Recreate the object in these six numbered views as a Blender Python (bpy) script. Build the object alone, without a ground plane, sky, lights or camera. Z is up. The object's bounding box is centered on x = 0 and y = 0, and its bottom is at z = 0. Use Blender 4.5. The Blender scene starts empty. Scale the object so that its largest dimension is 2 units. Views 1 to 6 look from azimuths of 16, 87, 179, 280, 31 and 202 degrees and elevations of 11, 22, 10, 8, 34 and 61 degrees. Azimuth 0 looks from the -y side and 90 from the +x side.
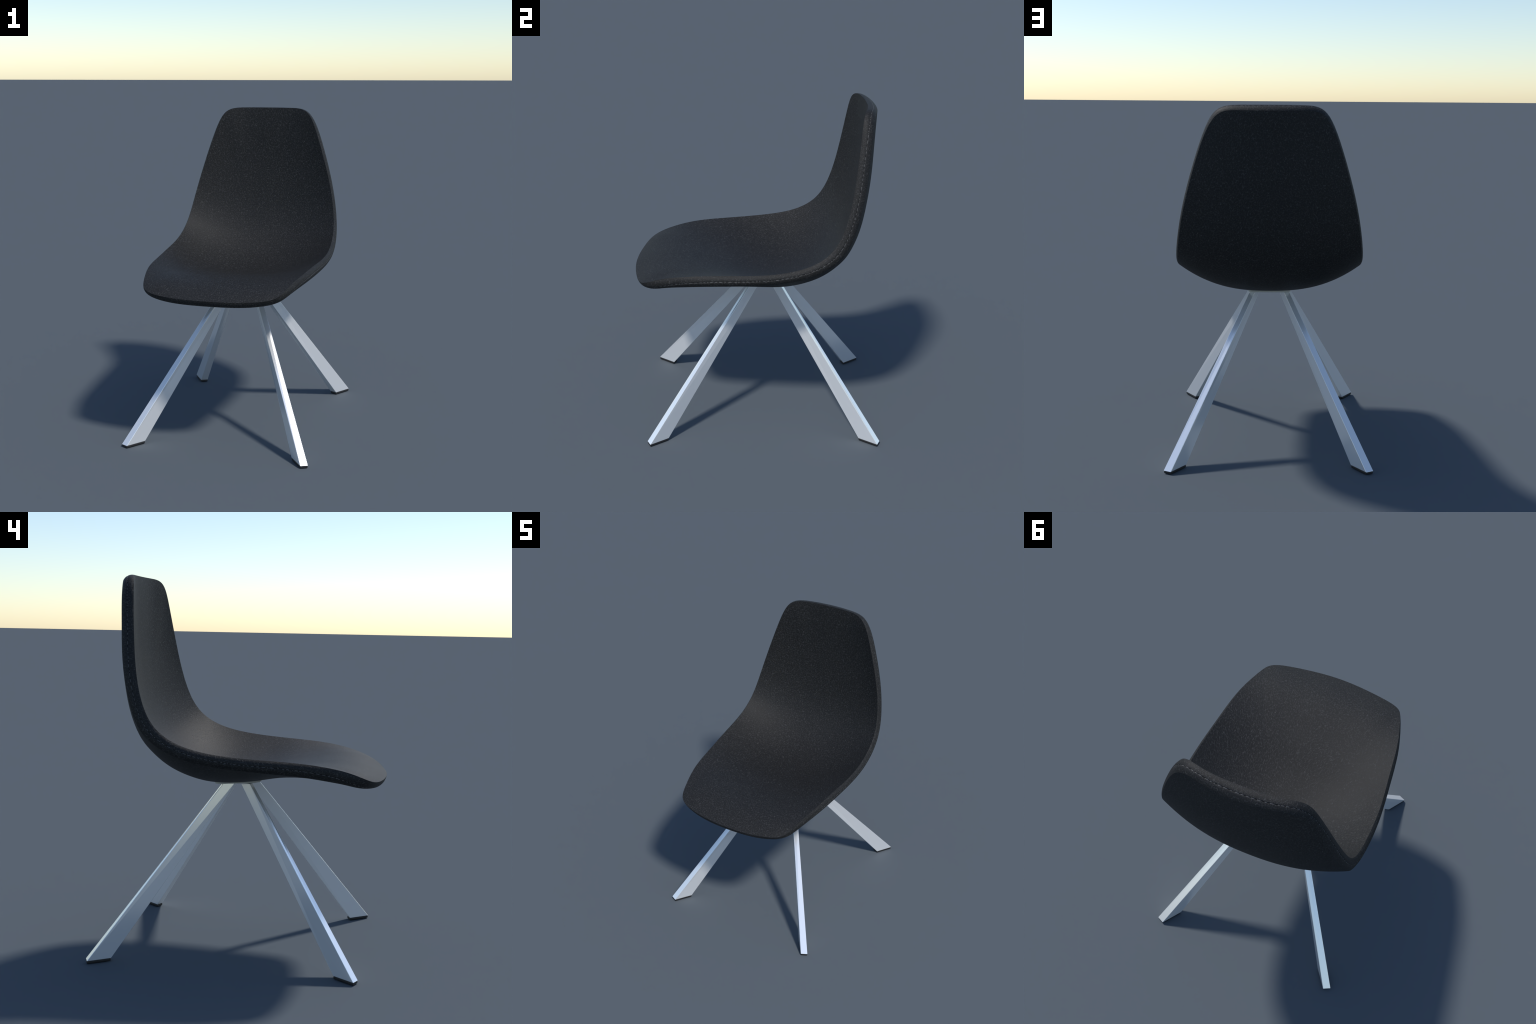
"""Upholstered bucket chair: one leather-covered shell (inner cover, outer cover and an
edge band with a stitched seam between them) on four tapered, splayed flat-bar steel legs."""
import bpy
import math
import numpy as np
from mathutils import Matrix, Vector

# ------------------------------------------------------------------ dimensions
# Half rims (x >= 0), walked from the middle of the front edge over the side to the
# middle of the top edge.  x = half width, y = depth (front is -y), z = height.
INNER_RIM = [
    (0.000, -0.7500, 0.9696), (0.2475, -0.7249, 0.9730), (0.3885, -0.6737, 0.9953),
    (0.4343, -0.5713, 1.0372), (0.4742, -0.3993, 1.0726), (0.4988, -0.1905, 1.0888),
    (0.5205, 0.0345, 1.1041), (0.5189, 0.2493, 1.1461), (0.5054, 0.4096, 1.2529),
    (0.4698, 0.4911, 1.4466), (0.4102, 0.5280, 1.6637), (0.3462, 0.5505, 1.8569),
    (0.2785, 0.5705, 1.9745), (0.1639, 0.6016, 1.9995), (0.000, 0.6100, 2.0000),
]
OUTER_RIM = [
    (0.000, -0.7002, 0.9318), (0.2353, -0.6786, 0.9363), (0.3915, -0.5572, 0.9691),
    (0.4734, -0.3609, 1.0084), (0.5092, -0.1187, 1.0289), (0.5280, 0.1230, 1.0543),
    (0.5269, 0.3237, 1.1100), (0.5107, 0.4647, 1.2135), (0.4847, 0.5362, 1.3698),
    (0.4417, 0.5788, 1.5518), (0.3892, 0.6005, 1.7316), (0.3333, 0.6177, 1.8758),
    (0.2622, 0.6341, 1.9591), (0.1526, 0.6594, 1.9710), (0.000, 0.6729, 1.9710),
]
# Middle sections (x = 0) of the underside / back, from front edge to top edge: (y, z)
OUTER_SPINE = [
    (-0.7002, 0.9318), (-0.600, 0.9640), (-0.480, 0.9800), (-0.360, 0.9740),
    (-0.2143, 0.9570), (-0.0878, 0.9300), (0.0424, 0.9120), (0.1598, 0.9095),
    (0.2740, 0.9315), (0.3935, 0.9840), (0.4900, 1.0625), (0.5580, 1.1525),
    (0.6120, 1.2935), (0.6405, 1.4508), (0.6570, 1.6204), (0.6640, 1.8003), (0.6729, 1.9710),
]
# Padding thickness between the two spines: front, lap, bend, back
SPINE_PAD = [(0.0, 0.052), (0.05, 0.071), (0.10, 0.066), (0.17, 0.056), (0.27, 0.057), (0.35, 0.063), (0.45, 0.064), (0.55, 0.066), (0.7, 0.062), (0.85, 0.060), (1.0, 0.062)]
# Cross sections rise like |x|^power: rounder in the back, flatter-bottomed in the seat
INNER_POWER = [(0.0, 2.5), (0.25, 2.5), (0.5, 2.2), (0.75, 2.25), (1.0, 2.4)]
OUTER_POWER = [(0.0, 2.5), (0.55, 2.5), (0.75, 2.1), (1.0, 2.0)]

LEG_MID_Y = 0.046          # the leg cross is centred a little behind the origin
PAD_HEIGHT = 0.0148        # black glide under each leg
LEG_TOP = 0.905
# Leg section corners for the quadrant x > 0, given as (|x|, |y - LEG_MID_Y|)
LEG_FOOT = [(0.5754, 0.6861), (0.5353, 0.7053), (0.4604, 0.6023), (0.5040, 0.5818)]
LEG_HEAD = [(0.1101, 0.0709), (0.0810, 0.0790), (0.0508, 0.0228), (0.0774, 0.0152)]


N_RIM = 288                # samples round a whole rim
N_RING = 44                # rings from the middle of a cover out to its rim


# ------------------------------------------------------------------ curve helpers
def natural_cubic(points, count, mirror=False):
    """Natural cubic through `points`; `mirror` continues a half rim over x = 0."""
    P = np.array(points, float)
    lead = 0
    E = P
    if mirror:
        m = P * np.array([-1.0, 1, 1])
        E = np.vstack([m[3:0:-1], P, m[-2:-5:-1]])
        lead = 3
    k = len(E)
    A = np.zeros((k, k))
    R = np.zeros_like(E)
    A[0, 0] = A[-1, -1] = 1
    for i in range(1, k - 1):
        A[i, i - 1:i + 2] = (1, 4, 1)
        R[i] = 6 * (E[i + 1] - 2 * E[i] + E[i - 1])
    M = np.linalg.solve(A, R)
    s = np.linspace(0, len(P) - 1, count) + lead
    i = np.clip(s.astype(int), 0, k - 2)
    f = (s - i)[:, None]
    return ((1 - f) * E[i] + f * E[i + 1]
            + ((1 - f) ** 3 - (1 - f)) * M[i] / 6 + (f ** 3 - f) * M[i + 1] / 6)


def even(curve, count):
    """Resample a polyline at equal arc lengths."""
    d = np.concatenate([[0], np.cumsum(np.linalg.norm(np.diff(curve, axis=0), axis=1))])
    t = np.linspace(0, d[-1], count)
    return np.stack([np.interp(t, d, curve[:, a]) for a in range(curve.shape[1])], 1)


def whole_rim(half):
    """Closed rim, N_RIM points, starting at the front middle and going up the +x side."""
    h = even(natural_cubic(half, 1500, mirror=True), N_RIM // 2 + 1)
    h[0, 0] = h[-1, 0] = 0
    other = h[-2:0:-1] * np.array([-1.0, 1, 1])
    return np.vstack([h, other])


def smooth(a, times=1):
    for _ in range(times):
        b = a.copy()
        b[1:-1] = 0.25 * a[:-2] + 0.5 * a[1:-1] + 0.25 * a[2:]
        a = b
    return a


class Spine:
    """Middle section curve with unit normals that point to the sitter."""

    def __init__(self, yz):
        self.p = even(np.asarray(yz), 600)
        t = np.gradient(self.p, axis=0)
        t /= np.linalg.norm(t, axis=1)[:, None]
        self.n = np.stack([-t[:, 1], t[:, 0]], 1)
        self.len = np.linalg.norm(np.diff(self.p, axis=0), axis=1).sum()
        self.s = np.linspace(0, 1, 600)

    def at(self, s):
        return np.stack([np.interp(s, self.s, self.p[:, 0]), np.interp(s, self.s, self.p[:, 1])], -1)

    def foot(self, yz):
        """Parameter of the nearest spine point."""
        d = yz[:, None] - self.p[None]
        return self.s[(d ** 2).sum(-1).argmin(1)]


def cover(rim, spine, powers):
    """Dished surface: cross sections hang from the rim to the spine.
    Returns the middle point and rings of points, the last ring being the rim itself."""
    n = N_RIM // 2 + 1
    s = spine.foot(rim[:n, 1:])
    # the tight bend makes the nearest point jump; ease it along the sides
    eased = np.maximum.accumulate(smooth(s, 160))
    i = np.arange(n) / (n - 1)
    w = np.clip((i - 0.17) / 0.12, 0, 1) * np.clip((0.90 - i) / 0.12, 0, 1)
    w = w * w * (3 - 2 * w)
    s = s + (eased - s) * w
    x = rim[:n, 0]
    drop = rim[:n, 1:] - spine.at(s)
    ok = np.where(x > 0.14)[0]
    grid = np.linspace(0, 1, 121)
    exponent = smooth(np.interp(grid, *zip(*powers)), 60)
    power = lambda t: np.interp(t, grid, exponent)[:, None]
    rate = drop[ok] / x[ok, None] ** power(s[ok])
    order = np.argsort(s[ok])
    rate = np.stack([np.interp(grid, s[ok][order], rate[order, a]) for a in (0, 1)], 1)
    rate = smooth(rate, 14)

    def lift(s_, x_):
        f = np.stack([np.interp(s_, grid, rate[:, 0]), np.interp(s_, grid, rate[:, 1])], -1)
        return f * np.abs(x_)[:, None] ** power(s_)

    left = drop - lift(s, x)
    s = np.concatenate([s, s[-2:0:-1]])
    left = np.vstack([left, left[-2:0:-1]])
    mid = 0.5
    rings = []
    for k in np.linspace(0, 1, N_RING + 1)[1:]:
        sk, xk = mid + (s - mid) * k, rim[:, 0] * k
        rings.append(np.column_stack([xk, spine.at(sk) + lift(sk, xk) + left * k ** 4]))
    rings[-1] = rim.copy()
    p = spine.at(np.array([mid]))[0]
    return np.array([[0, p[0], p[1]]]), rings


# ------------------------------------------------------------------ materials
def new_material(name):
    m = bpy.data.materials.new(name)
    m.use_nodes = True
    nt = m.node_tree
    return m, nt, nt.nodes["Principled BSDF"], nt.links.new


def leather(name, flat, vein_colour):
    """Black pebbled leather.  `flat` lays the grain out over the cover (mirrored about
    the middle line); otherwise it follows the object's own three axes."""
    m, nt, bsdf, link = new_material(name)
    N = nt.nodes.new
    tc = N("ShaderNodeTexCoord")
    sep = N("ShaderNodeSeparateXYZ")
    link(tc.outputs["Object"], sep.inputs[0])
    ab = N("ShaderNodeMath"); ab.operation = 'ABSOLUTE'
    link(sep.outputs[0], ab.inputs[0])
    com = N("ShaderNodeCombineXYZ")
    link(ab.outputs[0], com.inputs[0])
    mp = N("ShaderNodeMapping")
    if flat:
        add = N("ShaderNodeMath"); add.operation = 'ADD'
        link(sep.outputs[1], add.inputs[0]); link(sep.outputs[2], add.inputs[1])
        link(add.outputs[0], com.inputs[1])
        side = N("ShaderNodeMath"); side.operation = 'SIGN'      # own grain on each half
        link(sep.outputs[0], side.inputs[0])
        link(side.outputs[0], com.inputs[2])
        mp.inputs["Rotation"].default_value = (0, 0, math.radians(-28))
        mp.inputs["Scale"].default_value = (1.75, 1.0, 1.0)
    else:
        link(sep.outputs[1], com.inputs[1]); link(sep.outputs[2], com.inputs[2])
        mp.inputs["Scale"].default_value = (2.0, 1.15, 1.6)
    # VECTOR mapping order is scale, then rotate; turn first with a second node
    turn = N("ShaderNodeMapping")
    turn.inputs["Rotation"].default_value = mp.inputs["Rotation"].default_value
    mp.inputs["Rotation"].default_value = (0, 0, 0)
    link(com.outputs[0], turn.inputs[0]); link(turn.outputs[0], mp.inputs[0])
    warp = N("ShaderNodeTexNoise"); warp.inputs["Scale"].default_value = 38
    warp.inputs["Detail"].default_value = 2
    link(mp.outputs[0], warp.inputs["Vector"])
    mix = N("ShaderNodeMix"); mix.data_type = 'RGBA'; mix.blend_type = 'LINEAR_LIGHT'
    mix.inputs[0].default_value = 0.014
    link(mp.outputs[0], mix.inputs[6]); link(warp.outputs["Color"], mix.inputs[7])
    cell = N("ShaderNodeTexVoronoi"); cell.feature = 'DISTANCE_TO_EDGE'
    cell.inputs["Scale"].default_value = 56
    link(mix.outputs[2], cell.inputs["Vector"])
    # thin raised creases between the pebbles, strong in places and fading out in others
    crease = N("ShaderNodeMapRange"); crease.interpolation_type = 'SMOOTHSTEP'
    crease.inputs["From Min"].default_value = 0.0; crease.inputs["From Max"].default_value = 0.085
    crease.inputs["To Min"].default_value = 1.0; crease.inputs["To Max"].default_value = 0.0
    link(cell.outputs["Distance"], crease.inputs["Value"])
    patch = N("ShaderNodeTexNoise"); patch.inputs["Scale"].default_value = 75
    patch.inputs["Detail"].default_value = 1
    link(mp.outputs[0], patch.inputs["Vector"])
    broken = N("ShaderNodeMapRange")
    broken.inputs["From Min"].default_value = 0.36; broken.inputs["From Max"].default_value = 0.68
    link(patch.outputs["Fac"], broken.inputs["Value"])
    vein = N("ShaderNodeMath"); vein.operation = 'MULTIPLY'
    link(crease.outputs[0], vein.inputs[0]); link(broken.outputs[0], vein.inputs[1])
    fine = N("ShaderNodeTexNoise"); fine.inputs["Scale"].default_value = 190
    fine.inputs["Detail"].default_value = 3
    link(mp.outputs[0], fine.inputs["Vector"])
    height = N("ShaderNodeMath"); height.operation = 'MULTIPLY_ADD'
    height.inputs[1].default_value = 0.35
    link(fine.outputs["Fac"], height.inputs[0]); link(vein.outputs[0], height.inputs[2])
    bump = N("ShaderNodeBump")
    bump.inputs["Strength"].default_value = 0.32
    bump.inputs["Distance"].default_value = 0.0030
    link(height.outputs[0], bump.inputs["Height"])
    link(bump.outputs[0], bsdf.inputs["Normal"])
    ramp = N("ShaderNodeValToRGB")
    ramp.color_ramp.elements[0].color = (0.0125, 0.0125, 0.0127, 1)
    ramp.color_ramp.elements[1].color = (vein_colour, vein_colour, vein_colour, 1)
    link(vein.outputs[0], ramp.inputs[0])
    link(ramp.outputs[0], bsdf.inputs["Base Color"])
    bsdf.inputs["Roughness"].default_value = 0.62
    bsdf.inputs["Specular IOR Level"].default_value = 0.25
    return m


def steel():
    m, nt, bsdf, link = new_material("satin_steel")
    N = nt.nodes.new
    tc = N("ShaderNodeTexCoord")
    noise = N("ShaderNodeTexNoise"); noise.inputs["Scale"].default_value = 420
    noise.inputs["Detail"].default_value = 3
    link(tc.outputs["Object"], noise.inputs["Vector"])
    r = N("ShaderNodeMapRange")
    r.inputs["To Min"].default_value = 0.17; r.inputs["To Max"].default_value = 0.20
    link(noise.outputs["Fac"], r.inputs["Value"])
    link(r.outputs[0], bsdf.inputs["Roughness"])
    bsdf.inputs["Base Color"].default_value = (0.96, 0.97, 0.985, 1)
    bsdf.inputs["Metallic"].default_value = 0.54
    bsdf.inputs["Specular IOR Level"].default_value = 0.3
    return m


def plain(name, colour, rough, grain):
    m, nt, bsdf, link = new_material(name)
    N = nt.nodes.new
    tc = N("ShaderNodeTexCoord")
    noise = N("ShaderNodeTexNoise"); noise.inputs["Scale"].default_value = grain
    link(tc.outputs["Object"], noise.inputs["Vector"])
    ramp = N("ShaderNodeValToRGB")
    ramp.color_ramp.elements[0].color = (*[c * 0.92 for c in colour], 1)
    ramp.color_ramp.elements[1].color = (*[c * 1.08 for c in colour], 1)
    link(noise.outputs["Fac"], ramp.inputs[0])
    link(ramp.outputs[0], bsdf.inputs["Base Color"])
    bsdf.inputs["Roughness"].default_value = rough
    return m


# ------------------------------------------------------------------ object helpers
def add_mesh(name, verts, faces, material, parent, smooth_shade=True):
    me = bpy.data.meshes.new(name)
    me.from_pydata([tuple(map(float, v)) for v in verts], [], faces)
    me.validate()
    me.materials.append(material)
    me.polygons.foreach_set("use_smooth", [smooth_shade] * len(me.polygons))
    ob = bpy.data.objects.new(name, me)
    bpy.context.scene.collection.objects.link(ob)
    ob.parent = parent
    return ob


def loft(rings, closed_along=False):
    """Quads between successive closed rings of equal length."""
    n = len(rings[0])
    faces = []
    for k in range(len(rings) - (0 if closed_along else 1)):
        a, b = k * n, ((k + 1) % len(rings)) * n
        for i in range(n):
            j = (i + 1) % n
            faces.append((a + i, b + i, b + j, a + j))
    return faces


def cover_mesh(name, centre, rings, material, parent, flip):
    verts = np.vstack([centre] + rings)
    n = N_RIM
    faces = [(0, 1 + i, 1 + (i + 1) % n) for i in range(n)]
    faces += [tuple(1 + v for v in f) for f in loft(rings)]
    # rings run front -> +x side -> top: anticlockwise for the sitter, so faces look at him
    faces = [tuple(reversed(f)) if flip else tuple(f) for f in faces]
    return add_mesh(name, verts, faces, material, parent)


def sharpen(ob, angle=38):
    ob.data.set_sharp_from_angle(angle=math.radians(angle))


# ------------------------------------------------------------------ build
def build():
    mat_cover = leather("black_leather_cover", True, 0.056)
    mat_band = leather("black_leather_band", False, 0.060)
    mat_thread = plain("grey_thread", (0.13, 0.13, 0.135), 0.35, 400)  # grey lightened to carry the specular sparkle along the seam ridge
    mat_steel = steel()
    mat_plate = plain("pale_grey_plate", (0.52, 0.52, 0.48), 0.5, 60)
    mat_rubber = plain("black_rubber", (0.014, 0.014, 0.015), 0.55, 200)

    chair = bpy.data.objects.new("upholstered_chair", None)
    bpy.context.scene.collection.objects.link(chair)
    chair["label"] = "black leather bucket chair on four splayed steel bar legs"
    chair["category"] = "chair"

    inner, outer = whole_rim(INNER_RIM), whole_rim(OUTER_RIM)
    back = Spine(natural_cubic(OUTER_SPINE, 1200))
    pad = np.interp(back.s, *zip(*SPINE_PAD))
    face = back.p + back.n * smooth(pad, 40)[:, None]
    # pull the sitter-side spine onto the middles of its rim at both ends
    t = back.s[:, None]
    face += (inner[0, 1:] - face[0]) * np.clip(1 - t / 0.12, 0, 1) ** 2
    face += (inner[N_RIM // 2, 1:] - face[-1]) * np.clip((t - 0.85) / 0.15, 0, 1) ** 2
    ends = face[[0, -1]].copy()
    face = smooth(face, 250)
    face[[0, -1]] = ends
    front = Spine(face)

    c, r_in = cover(inner, front, INNER_POWER)
    cover_mesh("inner_cover", c, r_in, mat_cover, chair, flip=False)
    c, r_out = cover(outer, back, OUTER_POWER)
    cover_mesh("outer_cover", c, r_out, mat_cover, chair, flip=True)

    # Edge band: from inner rim to outer rim, padded outwards, pinched along the seam
    span = outer - inner
    width = np.linalg.norm(span, axis=1, keepdims=True)
    along = np.roll(inner + outer, -1, 0) - np.roll(inner + outer, 1, 0)
    along /= np.linalg.norm(along, axis=1)[:, None]
    out = np.cross(along, span / width)
    out /= np.linalg.norm(out, axis=1)[:, None]
    if out[N_RIM // 4, 0] < 0:
        out = -out
    # the band is nearly flat along the sides and rolls round fully at the front lip
    puff = 0.16 + 0.07 * np.clip((-0.50 - inner[:, 1:2]) / 0.2, 0, 1)
    rings = []
    for v in np.concatenate([np.linspace(0, 0.44, 12), [0.465, 0.485, 0.5, 0.515, 0.535], np.linspace(0.56, 1, 12)]):
        bulge = puff * width * (1 - abs(2 * v - 1) ** 2.2)
        pinch = 0.0032 * math.exp(-((v - 0.5) / 0.022) ** 2)
        rings.append(inner + span * v + out * (bulge - pinch))
    verts = np.vstack(rings)
    band = add_mesh("edge_band", verts, loft(rings), mat_band, chair)

    # Stitching sunk in the seam: one short thread per stitch, round the whole rim
    rng = np.random.default_rng(7)
    seam = inner + span * 0.5 + out * (puff * width - 0.0022)
    loop = even(np.vstack([seam, seam[:1]]), 4800)[:-1]
    spacing = np.linalg.norm(loop[1] - loop[0])
    sv, sf = [], []
    rad, a = 0.0014, 0
    while a < len(loop):
        length = int(rng.uniform(0.006, 0.024) / spacing)
        if a + length >= len(loop):
            break
        seg = loop[np.linspace(a, a + length, 9).astype(int)]
        a += length + int(rng.uniform(0.004, 0.016) / spacing)
        d = seg[-1] - seg[0]
        d /= np.linalg.norm(d)
        u = np.cross(d, [0.3, 0.5, 0.8]); u /= np.linalg.norm(u)
        w = np.cross(d, u)
        base = len(sv)
        for q, rr in ((0, 0.4), (2, 1.0), (6, 1.0), (8, 0.4)):
            for g in range(6):
                an = g * math.pi / 3
                sv.append(seg[q] + rad * rr * (math.cos(an) * u + math.sin(an) * w))
        for k in range(3):
            for g in range(6):
                h = (g + 1) % 6
                sf.append((base + 6 * k + g, base + 6 * k + h, base + 6 * k + 6 + h, base + 6 * k + 6 + g))
        sf.append(tuple(base + g for g in reversed(range(6))))
        sf.append(tuple(base + 18 + g for g in range(6)))
    stitches = add_mesh("seam_stitching", sv, sf, mat_thread, band)
    stitches["kind"] = "stuff"

    # Mounting plate: rounded slab that follows the underside of the shell
    def under(x, y):
        z0 = np.interp(y, back.p[:400, 0], back.p[:400, 1])
        return z0 + 0.30 * x * x
    hx, y0, y1, rc = 0.126, -0.080, 0.170, 0.03
    outline = []
    for cx, cy, a0 in ((hx - rc, y1 - rc, 0), (-hx + rc, y1 - rc, 90), (-hx + rc, y0 + rc, 180), (hx - rc, y0 + rc, 270)):
        for a in np.linspace(a0, a0 + 90, 7):
            outline.append((cx + rc * math.cos(math.radians(a)), cy + rc * math.sin(math.radians(a))))
    outline = np.array(outline)
    mid = np.array([0, (y0 + y1) / 2])
    levels = []
    for scale, drop in ((0.02, -0.010), (0.5, -0.010), (1.0, -0.010), (1.0, 0.013), (0.985, 0.0145), (0.5, 0.0145), (0.02, 0.0145)):
        q = mid + (outline - mid) * scale
        levels.append(np.column_stack([q, [under(x, y) - drop for x, y in q]]))
    nq = len(outline)
    pf = loft(levels) + [tuple(range(nq)), tuple(reversed(range((len(levels) - 1) * nq, len(levels) * nq)))]
    plate = add_mesh("mounting_plate", np.vstack(levels), pf, mat_plate, chair)
    sharpen(plate)

    # Legs: tapered flat bars cut level at the foot, each with a black glide
    for sx in (1, -1):
        for sy in (-1, 1):
            def ring(corners, z):
                p = np.array([(sx * x, LEG_MID_Y + sy * y) for x, y in corners])
                d = p - p.mean(0)
                p += 0.0015 * d / np.linalg.norm(d, axis=1)[:, None]
                return [Vector((x, y, z)) for x, y in p]
            bottom, top = ring(LEG_FOOT, PAD_HEIGHT), ring(LEG_HEAD, LEG_TOP)
            quads = [(0, 1, 5, 4), (1, 2, 6, 5), (2, 3, 7, 6), (3, 0, 4, 7), (3, 2, 1, 0), (4, 5, 6, 7)]
            if sx * sy < 0:            # mirrored once or not at all: keep normals outward
                quads = [tuple(reversed(f)) for f in quads]
            # the leg's own z axis runs up its length
            foot = sum(bottom, Vector()) / 4
            axis = sum(top, Vector()) / 4 - foot
            frame = Matrix.Translation(foot) @ axis.to_track_quat('Z', 'Y').to_matrix().to_4x4()
            local = frame.inverted()
            leg = add_mesh("leg", [local @ v for v in bottom + top], quads, mat_steel, chair, False)
            leg.matrix_local = frame
            bev = leg.modifiers.new("eased_edges", 'BEVEL')
            bev.width, bev.segments = 0.0018, 2
            bev.limit_method = 'ANGLE'
            inset = [foot + (p - foot) * 0.985 for p in bottom]
            lo = [local @ Vector((p.x, p.y, 0.0)) for p in inset]
            hi = [local @ Vector((p.x, p.y, PAD_HEIGHT - 0.0002)) for p in inset]
            glide = add_mesh("foot_glide", lo + hi, quads, mat_rubber, leg, False)
            bev = glide.modifiers.new("eased_edges", 'BEVEL')
            bev.width, bev.segments = 0.004, 3
            bev.limit_method = 'ANGLE'


build()
